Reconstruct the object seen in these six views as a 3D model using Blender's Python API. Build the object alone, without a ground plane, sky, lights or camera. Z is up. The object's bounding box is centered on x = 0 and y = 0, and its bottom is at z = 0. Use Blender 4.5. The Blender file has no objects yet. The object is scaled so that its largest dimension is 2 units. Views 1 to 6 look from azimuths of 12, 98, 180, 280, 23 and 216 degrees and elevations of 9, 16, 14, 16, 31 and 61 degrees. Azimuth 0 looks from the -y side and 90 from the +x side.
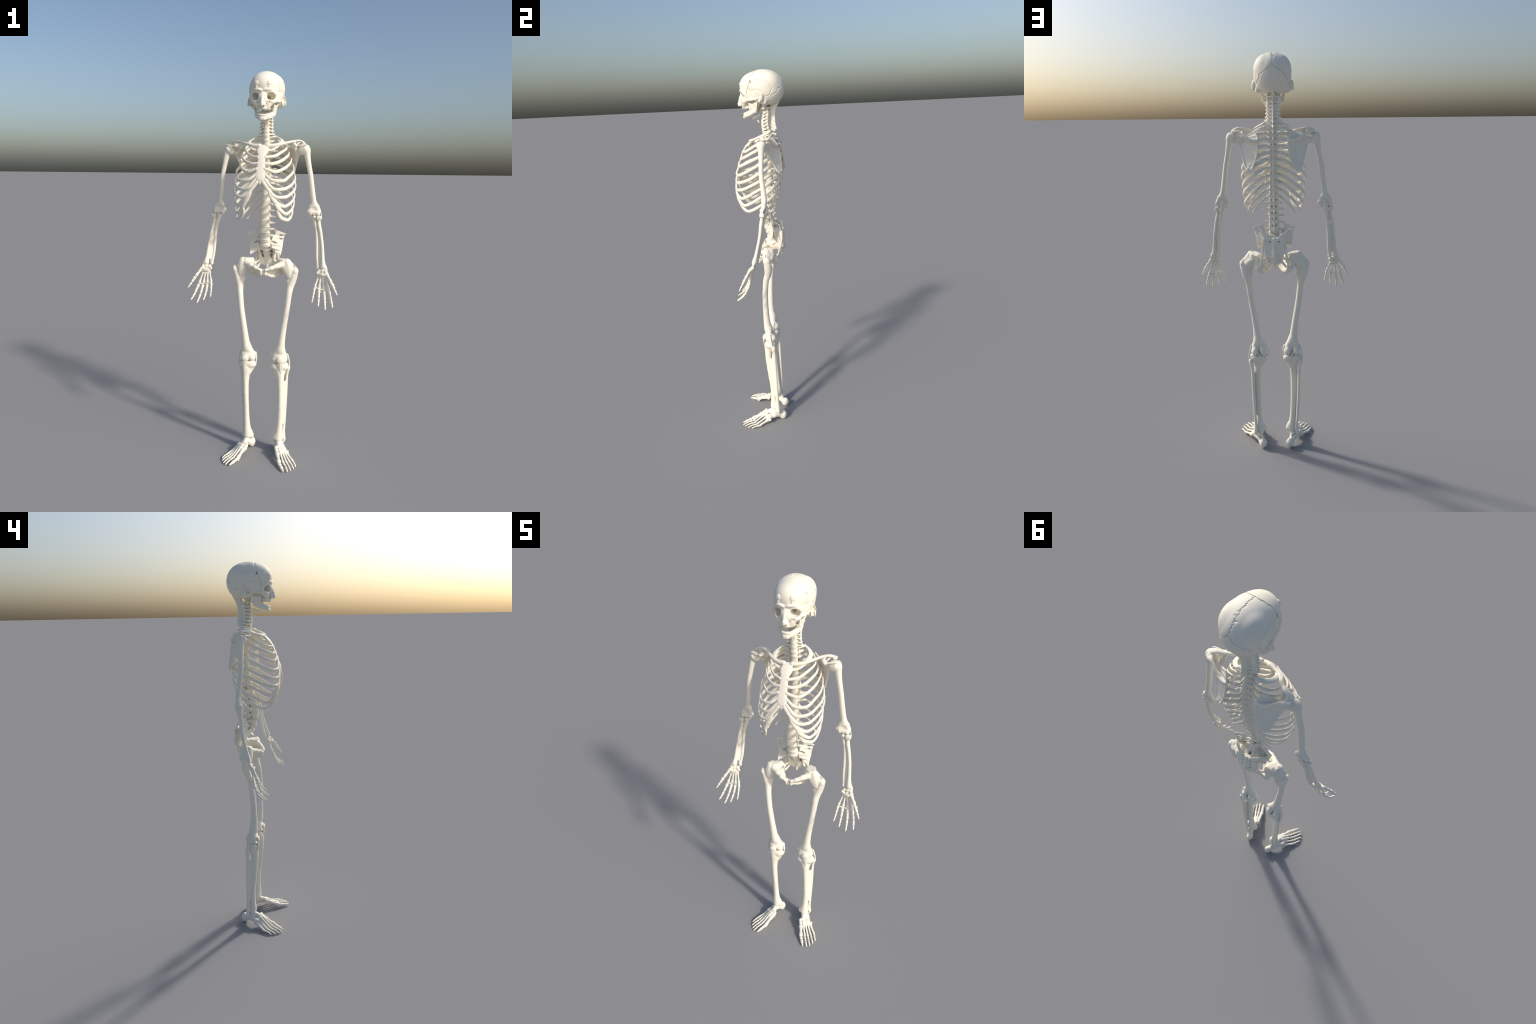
"""Human skeleton (with some ligaments), facing -y, 2.00 m tall.
Bones are modelled as smooth blends of simple solids (capsules, ellipsoids, plates)
that are polygonised, or as lofts along spines; the left side is built and mirrored."""
import bpy, numpy as np, math
from mathutils import Vector
f32 = np.float32

# ------------------------------------------------------------------ material
def bone_material(name, base, rough=0.62):
    m = bpy.data.materials.new(name); m.use_nodes = True
    nt = m.node_tree; n = nt.nodes; l = nt.links
    b = n["Principled BSDF"]
    tc = n.new("ShaderNodeTexCoord")
    no = n.new("ShaderNodeTexNoise"); no.inputs["Scale"].default_value = 35.0
    no.inputs["Detail"].default_value = 3.0
    l.new(tc.outputs["Object"], no.inputs["Vector"])
    cr = n.new("ShaderNodeValToRGB")
    e = cr.color_ramp.elements
    e[0].position = 0.3; e[0].color = (base[0]*0.985, base[1]*0.98, base[2]*0.965, 1)
    e[1].position = 0.7; e[1].color = (*base, 1)
    l.new(no.outputs["Fac"], cr.inputs["Fac"])
    l.new(cr.outputs["Color"], b.inputs["Base Color"])
    b.inputs["Roughness"].default_value = rough
    b.inputs["Specular IOR Level"].default_value = 0.25
    return m
BONE = bone_material("bone", (0.86, 0.815, 0.705))
CART = bone_material("cartilage", (0.86, 0.815, 0.705), 0.6)
LIGA = bone_material("ligament", (0.86, 0.815, 0.705), 0.6)

# ------------------------------------------------------------------ scene graph
ROOT = bpy.data.objects.new("human_skeleton", None)
bpy.context.scene.collection.objects.link(ROOT)
ROOT["label"] = "standing human skeleton, cream white bones, arms slightly spread"
ROOT["category"] = "skeleton"

def add(name, verts, faces, mat=None, parent=None, smooth=True):
    me = bpy.data.meshes.new(name)
    me.from_pydata([tuple(map(float, v)) for v in verts], [], [tuple(map(int, q)) for q in faces])
    me.update()
    if smooth:
        me.polygons.foreach_set("use_smooth", [True]*len(me.polygons))
    me.materials.append(mat or BONE)
    ob = bpy.data.objects.new(name, me)
    bpy.context.scene.collection.objects.link(ob)
    ob.parent = parent or ROOT
    return ob

def mirror_of(ob, parent=None):
    me = ob.data.copy()
    n = len(me.vertices); co = np.empty(n*3, f32); me.vertices.foreach_get("co", co)
    co = co.reshape(-1, 3); co[:, 0] *= -1; me.vertices.foreach_set("co", co.ravel())
    me.flip_normals(); me.update()
    o2 = bpy.data.objects.new(ob.name.split(".")[0], me)
    bpy.context.scene.collection.objects.link(o2)
    o2.parent = parent or ROOT
    return o2

def both(ob, parent=None, parent_r=None):
    """keep the left piece and add its mirror image"""
    if parent: ob.parent = parent
    return ob, mirror_of(ob, parent_r or ROOT)

# ------------------------------------------------------------------ solid blending
class Solid:
    """signed-distance blend sampled on a box, polygonised with surface nets"""
    def __init__(self, lo, hi, h):
        self.h = h; self.lo = np.array(lo, float)
        self.n = np.ceil((np.array(hi)-self.lo)/h).astype(int)+1
        self.d = np.full(self.n, 0.05, f32)
        self.ax = [(self.lo[i]+h*np.arange(self.n[i])).astype(f32) for i in range(3)]
    def win(self, lo, hi, pad):
        s = []
        for i in range(3):
            a = int(max(0, math.floor((lo[i]-pad-self.lo[i])/self.h)))
            b = int(min(self.n[i], math.ceil((hi[i]+pad-self.lo[i])/self.h)+1))
            if b <= a: return None, None
            s.append(slice(a, b))
        X = self.ax[0][s[0]][:, None, None]; Y = self.ax[1][s[1]][None, :, None]; Z = self.ax[2][s[2]][None, None, :]
        return tuple(s), (X, Y, Z)
    def put(self, s, e, k, op="u"):
        d = self.d[s]
        if op == "s": e = -e
        if op in ("s", "i"):
            if k > 0:
                t = np.maximum(k-np.abs(d-e), 0)/k; self.d[s] = np.maximum(d, e)+t*t*k*0.25
            else: self.d[s] = np.maximum(d, e)
        else:
            if k > 0:
                t = np.maximum(k-np.abs(d-e), 0)/k; self.d[s] = np.minimum(d, e)-t*t*k*0.25
            else: self.d[s] = np.minimum(d, e)
        return self
    def cap(self, a, b, r, r2=None, k=.005, op="u", sc=(1, 1, 1)):
        """capsule from a to b, radii r -> r2, optionally squashed: sc>1 makes it thinner on that axis"""
        r2 = r if r2 is None else r2
        a = np.array(a, float); b = np.array(b, float); sc = np.array(sc, float)
        rm = max(r, r2)/sc.min()
        s, P = self.win(np.minimum(a, b)-rm, np.maximum(a, b)+rm, k+3*self.h)
        if s is None: return self
        A = a*sc; D = (b-a)*sc; L = float(D@D)+1e-12
        q = [(P[i]*f32(sc[i])-f32(A[i])) for i in range(3)]
        t = np.clip((q[0]*f32(D[0])+q[1]*f32(D[1])+q[2]*f32(D[2]))/f32(L), 0, 1)
        e = np.sqrt((q[0]-t*f32(D[0]))**2+(q[1]-t*f32(D[1]))**2+(q[2]-t*f32(D[2]))**2)-(f32(r)+t*f32(r2-r))
        return self.put(s, e/f32(sc.max() if sc.max() > 1 else 1), k, op)
    def chain(self, pts, k=.005, op="u", sc=(1, 1, 1)):
        """pts: (x,y,z,r) list"""
        for p, q in zip(pts[:-1], pts[1:]):
            self.cap(p[:3], q[:3], p[3], q[3], k, op, sc)
        return self
    def tube(self, pts, n=24, k=.003, sc=(1, 1, 1)):
        """smooth chain through control points"""
        return self.chain([tuple(p) for p in spline(pts, n)], k, "u", sc)
    def ell(self, c, r, k=.005, op="u", rot=None, p=2.0):
        c = np.array(c, float); r = np.array(r, float); R = float(r.max())*(1.05 if rot is None else 1.3)
        s, P = self.win(c-R, c+R, k+3*self.h)
        if s is None: return self
        q = [P[i]-f32(c[i]) for i in range(3)]
        if rot is not None:
            M = np.array(rot, float)
            q = [q[0]*f32(M[i, 0])+q[1]*f32(M[i, 1])+q[2]*f32(M[i, 2]) for i in range(3)]
        if p == 2.0:
            g = np.sqrt((q[0]/f32(r[0]))**2+(q[1]/f32(r[1]))**2+(q[2]/f32(r[2]))**2)
            g2 = np.sqrt((q[0]/f32(r[0]**2))**2+(q[1]/f32(r[1]**2))**2+(q[2]/f32(r[2]**2))**2)+f32(1e-6)
            e = g*(g-1)/g2
        else:
            g = (np.abs(q[0]/f32(r[0]))**p+np.abs(q[1]/f32(r[1]))**p+np.abs(q[2]/f32(r[2]))**p)**f32(1/p)
            e = (g-1)*f32(r.min())
        return self.put(s, e.astype(f32), k, op)
    def tri(self, a, b, c, t, k=.003, op="u"):
        """flat plate: triangle with rounded thickness t"""
        a, b, c = (np.array(v, float) for v in (a, b, c))
        s, P = self.win(np.minimum(np.minimum(a, b), c)-t, np.maximum(np.maximum(a, b), c)+t, k+3*self.h)
        if s is None: return self
        nrm = np.cross(b-a, c-a); nn = float(nrm@nrm)
        if nn < 1e-14: return self
        sub = lambda v: [P[i]-f32(v[i]) for i in range(3)]
        dot = lambda q, v: q[0]*f32(v[0])+q[1]*f32(v[1])+q[2]*f32(v[2])
        best = None; inside = None
        for u, v in ((a, b), (b, c), (c, a)):
            e = v-u; q = sub(u); tt = np.clip(dot(q, e)/f32(float(e@e)+1e-12), 0, 1)
            d2 = (q[0]-tt*f32(e[0]))**2+(q[1]-tt*f32(e[1]))**2+(q[2]-tt*f32(e[2]))**2
            best = d2 if best is None else np.minimum(best, d2)
            sg = dot(q, np.cross(nrm, e)) >= 0
            inside = sg if inside is None else (inside & sg)
        pd = dot(sub(a), nrm)**2/f32(nn)
        e = np.sqrt(np.where(inside, pd, best))-f32(t)
        return self.put(s, e.astype(f32), k, op)
    def fan(self, pts, t, k=.003, op="u"):
        for i in range(1, len(pts)-1): self.tri(pts[0], pts[i], pts[i+1], t, k, op)
        return self
    def strip(self, A, B, t, k=.003):
        """ruled plate between two polylines with the same number of points"""
        for i in range(len(A)-1):
            self.tri(A[i], B[i], B[i+1], t, k); self.tri(A[i], B[i+1], A[i+1], t, k)
        return self
    def field(self, fn, k=0, op="i"):
        s = (slice(None),)*3
        X = self.ax[0][:, None, None]; Y = self.ax[1][None, :, None]; Z = self.ax[2][None, None, :]
        return self.put(s, fn(X, Y, Z).astype(f32), k, op)
    def mesh(self, relax=1):
        d = self.d.copy(); h = self.h
        d[0], d[-1], d[:, 0], d[:, -1], d[:, :, 0], d[:, :, -1] = (np.maximum(v, h) for v in (d[0], d[-1], d[:, 0], d[:, -1], d[:, :, 0], d[:, :, -1]))
        ins = d < 0
        n = [m-1 for m in d.shape]
        cnt = np.zeros(n, np.int8)
        cs = [(i, j, k) for i in (0, 1) for j in (0, 1) for k in (0, 1)]
        sl = lambda o: tuple(slice(o[q], o[q]+n[q]) for q in range(3))
        for o in cs: cnt += ins[sl(o)]
        act = (cnt > 0) & (cnt < 8)
        idx = np.full(n, -1, np.int64); I = np.argwhere(act); idx[act] = np.arange(len(I))
        acc = np.zeros((len(I), 3)); w = np.zeros(len(I))
        V = {o: d[I[:, 0]+o[0], I[:, 1]+o[1], I[:, 2]+o[2]] for o in cs}
        for a in range(3):
            for o in cs:
                if o[a]: continue
                o2 = tuple(o[q]+(q == a) for q in range(3))
                va, vb = V[o], V[o2]; cr = (va < 0) != (vb < 0)
                t = np.where(cr, va/np.where(cr, va-vb, 1), 0)
                p = np.tile(np.array(o, float), (len(I), 1)); p[:, a] += t
                acc[cr] += p[cr]; w[cr] += 1
        pos = self.lo+(I+acc/w[:, None])*h
        F = []
        for a in range(3):
            b, c = (a+1) % 3, (a+2) % 3
            lo = [0, 0, 0]; lo[b] = 1; lo[c] = 1
            sA = [slice(lo[q], d.shape[q]-1) for q in range(3)]
            sB = list(sA); sB[a] = slice(1, d.shape[a])
            A = ins[tuple(sA)]; B = ins[tuple(sB)]
            for flag in (True, False):
                E = np.argwhere((A & ~B) if flag else (~A & B))
                if not len(E): continue
                E = E+np.array(lo)
                def cell(db, dc):
                    q = E.copy(); q[:, b] -= db; q[:, c] -= dc
                    return idx[q[:, 0], q[:, 1], q[:, 2]]
                quad = np.stack([cell(1, 1), cell(0, 1), cell(0, 0), cell(1, 0)], 1)
                F.append(quad if flag else quad[:, ::-1])
        F = np.concatenate(F)
        if relax:
            e = np.concatenate([F[:, [i, (i+1) % 4]] for i in range(4)])
            for _ in range(relax):
                s = np.zeros_like(pos); cn = np.zeros(len(pos))
                np.add.at(s, e[:, 0], pos[e[:, 1]]); np.add.at(cn, e[:, 0], 1)
                np.add.at(s, e[:, 1], pos[e[:, 0]]); np.add.at(cn, e[:, 1], 1)
                pos = pos*.5+.5*s/cn[:, None]
        return pos, F
    def make(self, name, mat=None, parent=None, relax=1):
        v, f = self.mesh(relax); return add(name, v, f, mat, parent)

def spline(P, n=40):
    """Catmull-Rom through rows of P (any number of columns)"""
    P = np.asarray(P, float); m = len(P); t = np.linspace(0, m-1, n)
    i = np.minimum(t.astype(int), m-2); u = (t-i)[:, None]
    Q = np.vstack([2*P[0]-P[1], P, 2*P[-1]-P[-2]])
    a, b, c, d = Q[i], Q[i+1], Q[i+2], Q[i+3]
    return .5*(2*b+(c-a)*u+(2*a-5*b+4*c-d)*u**2+(-a+3*b-3*c+d)*u**3)

def loft(C, ra, rb, nrm, seg=14, power=2.3):
    """closed tube along C with half sizes ra (along nrm) and rb (across), rounded ends"""
    C = np.asarray(C, float); n = len(C)
    T = np.gradient(C, axis=0); T /= np.linalg.norm(T, axis=1)[:, None]
    N = np.asarray(nrm, float); N = np.broadcast_to(N, C.shape)-0
    N = N-(N*T).sum(1)[:, None]*T; N /= np.linalg.norm(N, axis=1)[:, None]
    B = np.cross(T, N)
    ra = np.broadcast_to(ra, n); rb = np.broadcast_to(rb, n)
    rows = []; ctr = []; sc = []
    for q in (0.95, .75, .4):           # start cap
        rows.append((0, math.sqrt(1-q*q), -q))
    for i in range(n): rows.append((i, 1, 0))
    for q in (.4, .75, .95): rows.append((n-1, math.sqrt(1-q*q), q))
    th = np.linspace(0, 2*np.pi, seg, endpoint=False)
    ca = np.sign(np.cos(th))*np.abs(np.cos(th))**(2/power); sa = np.sign(np.sin(th))*np.abs(np.sin(th))**(2/power)
    V = []
    for i, s, o in rows:
        c = C[i]+T[i]*o*min(ra[i], rb[i])
        V.append(c+s*(ca[:, None]*ra[i]*N[i]+sa[:, None]*rb[i]*B[i]))
    V = np.concatenate(V); m = len(rows); F = []
    for r in range(m-1):
        for j in range(seg):
            F.append((r*seg+j, r*seg+(j+1) % seg, (r+1)*seg+(j+1) % seg, (r+1)*seg+j))
    F.append(tuple(range(seg-1, -1, -1))); F.append(tuple((m-1)*seg+j for j in range(seg)))
    return V, F

def bounds(pts, pad):
    P = np.array([p[:3] for p in pts], float); return P.min(0)-pad, P.max(0)+pad

# ================================================================== SPINE
ZF = np.interp
def body_front(z):   # y of the front of the vertebral bodies along the height
    return ZF(z, [1.15, 1.187, 1.222, 1.25, 1.318, 1.384, 1.45, 1.5, 1.549, 1.606, 1.655, 1.69, 1.713, 1.74, 1.766, 1.80],
              [.020, .008, -.003, -.003, .012, .029, .042, .047, .046, .040, .031, .026, .023, .023, .027, .031])
LEVELS = [("c2", 1.786), ("c3", 1.768), ("c4", 1.752), ("c5", 1.735), ("c6", 1.718), ("c7", 1.699),
          ("t1", 1.677), ("t2", 1.655), ("t3", 1.632), ("t4", 1.606), ("t5", 1.578), ("t6", 1.549), ("t7", 1.517),
          ("t8", 1.484), ("t9", 1.450), ("t10", 1.416), ("t11", 1.384), ("t12", 1.351),
          ("l1", 1.318), ("l2", 1.286), ("l3", 1.254), ("l4", 1.222), ("l5", 1.187)]
# spinous process tips (y, z)
TIP = {"c2": (.074, 1.773), "c3": (.076, 1.757), "c4": (.078, 1.741), "c5": (.081, 1.725), "c6": (.086, 1.709), "c7": (.099, 1.689),
       "t1": (.104, 1.669), "t2": (.109, 1.646), "t3": (.120, 1.618), "t4": (.123, 1.588), "t5": (.126, 1.553), "t6": (.128, 1.520), "t7": (.128, 1.486),
       "t8": (.126, 1.453), "t9": (.123, 1.420), "t10": (.116, 1.388), "t11": (.108, 1.358), "t12": (.099, 1.330),
       "l1": (.089, 1.303), "l2": (.084, 1.272), "l3": (.082, 1.244), "l4": (.087, 1.212), "l5": (.090, 1.183)}
# transverse process tips (x, y, z)
TPT = {"c2": (.030, .047, 1.781), "c3": (.031, .044, 1.765), "c4": (.030, .042, 1.748), "c5": (.032, .042, 1.731), "c6": (.034, .044, 1.714), "c7": (.037, .050, 1.699),
       "t1": (.041, .072, 1.688), "t2": (.041, .082, 1.671), "t3": (.040, .090, 1.647), "t4": (.041, .098, 1.621), "t5": (.041, .104, 1.589), "t6": (.041, .107, 1.558), "t7": (.041, .109, 1.523),
       "t8": (.040, .108, 1.486), "t9": (.038, .104, 1.450), "t10": (.035, .097, 1.415), "t11": (.026, .083, 1.384), "t12": (.024, .073, 1.352),
       "l1": (.040, .052, 1.317), "l2": (.046, .049, 1.287), "l3": (.046, .047, 1.255), "l4": (.047, .050, 1.224), "l5": (.040, .055, 1.190)}
BODY = {}
for i, (nm, z) in enumerate(LEVELS):
    up = LEVELS[i-1][1] if i else z+.018
    dn = LEVELS[i+1][1] if i < len(LEVELS)-1 else z-.036
    gap = (up-dn)/2
    depth = ZF(z, [1.2, 1.351, 1.5, 1.677, 1.72, 1.79], [.041, .037, .031, .024, .021, .020])
    half = ZF(z, [1.187, 1.286, 1.351, 1.5, 1.60, 1.677, 1.72, 1.79], [.0275, .0255, .0235, .0185, .0165, .0175, .0145, .0125])
    yf = float(body_front(z)); slope = -float(body_front(z+.012)-body_front(z-.012))/.024
    BODY[nm] = dict(z=z, y=yf+depth/2, b=depth/2, a=half, h=gap*.41, gap=gap, s=slope)

for i, (nm, z) in enumerate(LEVELS):
    B = BODY[nm]; t = TIP[nm]; tp = TPT[nm]; kind = nm[0]; no = int(nm[1:])
    lo = (-.056, B["y"]-B["b"]-.012, min(z-B["gap"], t[1])-.014); hi = (.056, t[0]+.014, z+B["gap"]+.012)
    S = Solid(lo, hi, .0017)
    yb = B["y"]+B["b"]; can = yb+(.010 if kind != "c" else .010)
    def body(X, Y, Z):
        q = Z-z-f32(B["s"])*(Y-f32(B["y"])); u = np.clip(q/f32(B["h"]), -1, 1)
        w = 1-.11*(1-u*u)
        g = np.sqrt((X/f32(B["a"]))**2+((Y-f32(B["y"]))/f32(B["b"]))**2)
        return np.maximum((g-w)*f32(min(B["a"], B["b"])), np.abs(q)-f32(B["h"]))
    S.field(body, .002, "u")
    r = .0060 if kind == "c" else (.0062 if kind == "t" else .0072)
    ax_ = .0215 if kind == "c" else (.014 if kind == "t" else .017)
    zf_ = z+B["gap"]*.15
    for sx in (-1, 1):
        art = (sx*ax_, can+.004, zf_)
        S.cap((sx*B["a"]*.72, yb-.004, z+B["h"]*.35), art, r, r*.95)                 # pedicle
        S.cap((art[0], art[1]-.001, zf_+B["gap"]*.40), (art[0]*.95, art[1]+.003, zf_-B["gap"]*.50), r*.85, r*.72)   # facets
        lam = (0, can+.014 if kind != "c" else can+.013, (zf_+t[1])/2+.001)
        S.cap(art, lam, r*.9, r*.8, sc=(1, 1, .75))                                   # lamina
        top = (0, lam[1]-.003, zf_+B["gap"]*.22); low = (0, lam[1]+.002, lam[2]-B["gap"]*(.16 if kind == "t" else .10))
        S.fan([(art[0], art[1], zf_+B["gap"]*.25), top, low, (art[0], art[1]+.003, zf_-B["gap"]*.28)], .0024, .003)
        tr = .0042 if kind == "c" else (.0056 if kind == "t" and no < 11 else .0045)
        if kind == "c":
            S.cap((sx*B["a"]*.8, B["y"], z-.002), (sx*tp[0]*.93, tp[1]-.006, tp[2]-.002), .0036, .0034)
            S.cap(art, (sx*tp[0], tp[1], tp[2]), .0058, .0046)
        else:
            st = art if kind == "t" else (sx*B["a"]*.85, yb+.002, z+.002)
            S.cap(st, (sx*tp[0], tp[1], tp[2]), r*.9, tr)
            if kind == "t" and no < 11: S.ell((sx*tp[0], tp[1], tp[2]), (.0068, .0068, .0072), .004)
    sz = .62 if kind == "l" else (.72 if nm in ("c7", "t1", "t2", "t3", "t11", "t12") else .85)
    sr = .0042 if kind == "c" and no < 7 else .0040
    S.cap((0, can+.011, (zf_+t[1])/2+.002 if kind != "l" else t[1]+.006), (0, t[0]-sr, t[1]), sr*1.1, sr*1.05, .004, sc=(1, 1, sz))
    S.cap((0, can-.001, z-B["gap"]), (0, can-.001, z+B["gap"]*1.2), .0095 if kind != "c" else .0105, None, .002, "s")
    if nm == "c2":
        S.cap((0, B["y"]-.001, z), (0, B["y"]+.002, z+.026), .0075, .006)
    S.make("vertebra", parent=ROOT)
    # disc above this vertebra
    if i:
        U = BODY[LEVELS[i-1][0]]
        a = .5*(B["a"]+U["a"])*.99; b = .5*(B["b"]+U["b"])*.99
        c = np.array([0, .5*(B["y"]+U["y"]), .5*(B["z"]+B["h"]+U["z"]-U["h"])])
        hh = max(.0025, .5*((U["z"]-U["h"])-(B["z"]+B["h"]))+.001); sl = .5*(B["s"]+U["s"])
        th = np.linspace(0, 2*np.pi, 40, endpoint=False); V = []; F = []
        prof = [(-1, .86), (-.8, .96), (-.3, 1.0), (.3, 1.0), (.8, .96), (1, .86)]
        for q, s in prof:
            for u in th:
                x = a*s*math.cos(u); y = b*s*math.sin(u)
                V.append((x, c[1]+y, c[2]+q*hh+sl*y))
        for r_ in range(len(prof)-1):
            for j in range(40): F.append((r_*40+j, r_*40+(j+1) % 40, (r_+1)*40+(j+1) % 40, (r_+1)*40+j))
        F.append(tuple(range(39, -1, -1))); F.append(tuple((len(prof)-1)*40+j for j in range(40)))
        add("intervertebral_disc", V, F, CART)

# atlas: a ring with wide transverse processes
S = Solid((-.056, .015, 1.785), (.056, .095, 1.825), .0015)
ring = [(.0, .030), (.016, .034), (.024, .044), (.023, .057), (.014, .071), (0, .077)]
for sx in (-1, 1):
    S.tube([(sx*x, y, 1.806, .0045) for x, y in ring], 16)
    S.ell((sx*.022, .044, 1.806), (.010, .013, .010))
    S.cap((sx*.026, .047, 1.806), (sx*.043, .047, 1.806), .006, .0052)
S.make("vertebra")

# ligament of the nape: a thin sagittal sheet from the occiput to C7
back = [(.126, 1.838), (.108, 1.806), (.099, 1.780), (.0985, 1.748), (.1005, 1.722), (.106, 1.697)]
frnt = [(.078, 1.824), (.073, 1.797), (.070, 1.778), (.068, 1.748), (.070, 1.722), (.080, 1.700)]
S = Solid((-.01, .055, 1.685), (.01, .14, 1.85), .0015)
S.strip([(0, y-.002, z) for y, z in back], [(0, y, z) for y, z in frnt], .0022)
S.make("nuchal_ligament", LIGA)

# ================================================================== SACRUM
S = Solid((-.075, .010, .990), (.075, .150, 1.205), .0018)
S.ell((0, .046, 1.144), (.0295, .025, .022), .01)
S.ell((0, .0365, 1.167), (.0275, .0235, .0145), .006, rot=[[1, 0, 0], [0, .95, .31], [0, -.31, .95]])
S.ell((0, .072, 1.116), (.026, .020, .020), .012)
S.ell((0, .094, 1.090), (.023, .015, .018), .012)
S.ell((0, .105, 1.066), (.020, .011, .017), .010)
S.ell((0, .109, 1.046), (.015, .008, .014), .008)
S.chain([(0, .113, 1.04, .0075), (0, .113, 1.024, .0068), (0, .109, 1.010, .006)], .004)     # coccyx
for sx in (-1, 1):
    S.ell((sx*.036, .070, 1.137), (.024, .026, .018), .014)                                   # wing of the sacrum
    S.ell((sx*.040, .092, 1.120), (.010, .022, .034), .010)
    S.ell((sx*.037, .104, 1.085), (.009, .012, .030), .008)
    S.fan([(sx*.010, .114, 1.15), (sx*.044, .112, 1.15), (sx*.044, .118, 1.11), (sx*.039, .118, 1.065), (sx*.010, .126, 1.06)], .005, .006)
    S.fan([(sx*.008, .108, 1.06), (sx*.040, .108, 1.075), (sx*.037, .105, 1.040), (sx*.018, .110, 1.026), (sx*.010, .112, 1.03)], .0035, .004)
    S.tri((sx*.064, .104, 1.190), (sx*.045, .114, 1.146), (sx*.014, .118, 1.150), .0028, .004)
    S.tri((sx*.064, .104, 1.190), (sx*.014, .118, 1.150), (sx*.022, .112, 1.164), .0022, .004)
S.chain([(0, .118, 1.152, .007), (0, .121, 1.12, .007), (0, .126, 1.094, .008), (0, .130, 1.075, .008), (0, .124, 1.05, .006)], .006)
S.ell((0, .086, 1.134), (.034, .030, .022), .008)
S.cap((0, .078, 1.19), (0, .098, 1.13), .010, .008, .004, "s")                                # canal mouth
for sx in (-1, 1):
    for x, y, z, r in ((.022, .09, 1.139, .0045), (.020, .10, 1.114, .0048), (.0195, .11, 1.090, .0055), (.020, .115, 1.075, .003)):
        S.cap((sx*x*.9, y-.05, z-.012), (sx*x, y+.05, z+.004), r, r, .002, "s", sc=(1, 1, 1.2))
    S.cap((sx*.013, .135, 1.07), (sx*.011, .13, 1.02), .0022, .0022, .001, "s")
S.make("sacrum")

# ================================================================== RIB CAGE
RIBS = {
 1: [(.019,.045,1.685),(.040,.070,1.688),(.062,.062,1.680),(.080,.038,1.669),(.083,.012,1.660),(.074,-.012,1.648),(.060,-.027,1.632),(.042,-.037,1.619),(.021,-.044,1.615)],
 2: [(.019,.049,1.663),(.042,.080,1.670),(.070,.076,1.659),(.093,.056,1.644),(.104,.033,1.632),(.104,.011,1.624),(.092,-.014,1.612),(.060,-.057,1.589),(.018,-.082,1.583)],
 3: [(.019,.054,1.640),(.042,.086,1.645),(.083,.082,1.636),(.108,.053,1.615),(.118,.013,1.597),(.107,-.023,1.580),(.085,-.059,1.562),(.050,-.084,1.551),(.015,-.093,1.553)],
 4: [(.019,.059,1.614),(.042,.095,1.619),(.088,.094,1.606),(.121,.065,1.580),(.128,.017,1.561),(.118,-.031,1.540),(.095,-.072,1.522),(.066,-.096,1.513),(.020,-.104,1.527)],
 5: [(.019,.063,1.586),(.042,.101,1.587),(.092,.109,1.574),(.130,.065,1.548),(.144,.005,1.516),(.129,-.046,1.490),(.107,-.092,1.471),(.058,-.113,1.475),(.019,-.108,1.503)],
 6: [(.019,.066,1.557),(.042,.104,1.555),(.094,.110,1.529),(.135,.067,1.506),(.152,.013,1.476),(.139,-.037,1.449),(.113,-.090,1.432),(.064,-.116,1.434),(.020,-.114,1.480)],
 7: [(.019,.068,1.525),(.042,.106,1.525),(.098,.112,1.491),(.142,.065,1.463),(.154,.000,1.430),(.137,-.056,1.404),(.115,-.096,1.393),(.068,-.118,1.400),(.014,-.118,1.466)],
 8: [(.019,.067,1.492),(.043,.105,1.485),(.088,.117,1.461),(.126,.080,1.435),(.147,.034,1.405),(.150,-.007,1.384),(.138,-.046,1.362),(.113,-.084,1.348),(.080,-.112,1.366)],
 9: [(.019,.064,1.458),(.044,.102,1.450),(.084,.114,1.425),(.121,.086,1.396),(.142,.049,1.371),(.147,.008,1.347),(.140,-.030,1.325),(.121,-.070,1.311),(.097,-.097,1.331)],
 10: [(.019,.058,1.424),(.045,.095,1.415),(.087,.103,1.381),(.120,.077,1.349),(.138,.039,1.322),(.140,.004,1.302),(.136,-.026,1.287),(.124,-.053,1.280),(.101,-.077,1.291)],
 11: [(.020,.055,1.388),(.043,.083,1.378),(.082,.094,1.345),(.107,.074,1.314),(.119,.050,1.294),(.125,.018,1.273)],
 12: [(.019,.048,1.356),(.038,.070,1.344),(.058,.082,1.327),(.075,.085,1.310),(.090,.081,1.291),(.102,.070,1.272)],
}
JOIN = {8: [(.060,-.119,1.393),(.042,-.120,1.424)], 9: [(.086,-.108,1.348),(.068,-.117,1.380)], 10: [(.090,-.093,1.313),(.083,-.108,1.343)]}
SEAM = {1: .045, 2: .056, 3: .051, 4: .062, 5: .082, 6: .092, 7: .102, 8: .116, 9: .117, 10: .124}
def outward(C):
    N = np.zeros_like(C); N[:, 0] = C[:, 0]/1.0; N[:, 1] = (C[:, 1]-.01); N[:, 2] = -.1*np.linalg.norm(N[:, :2], axis=1)
    return N
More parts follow.
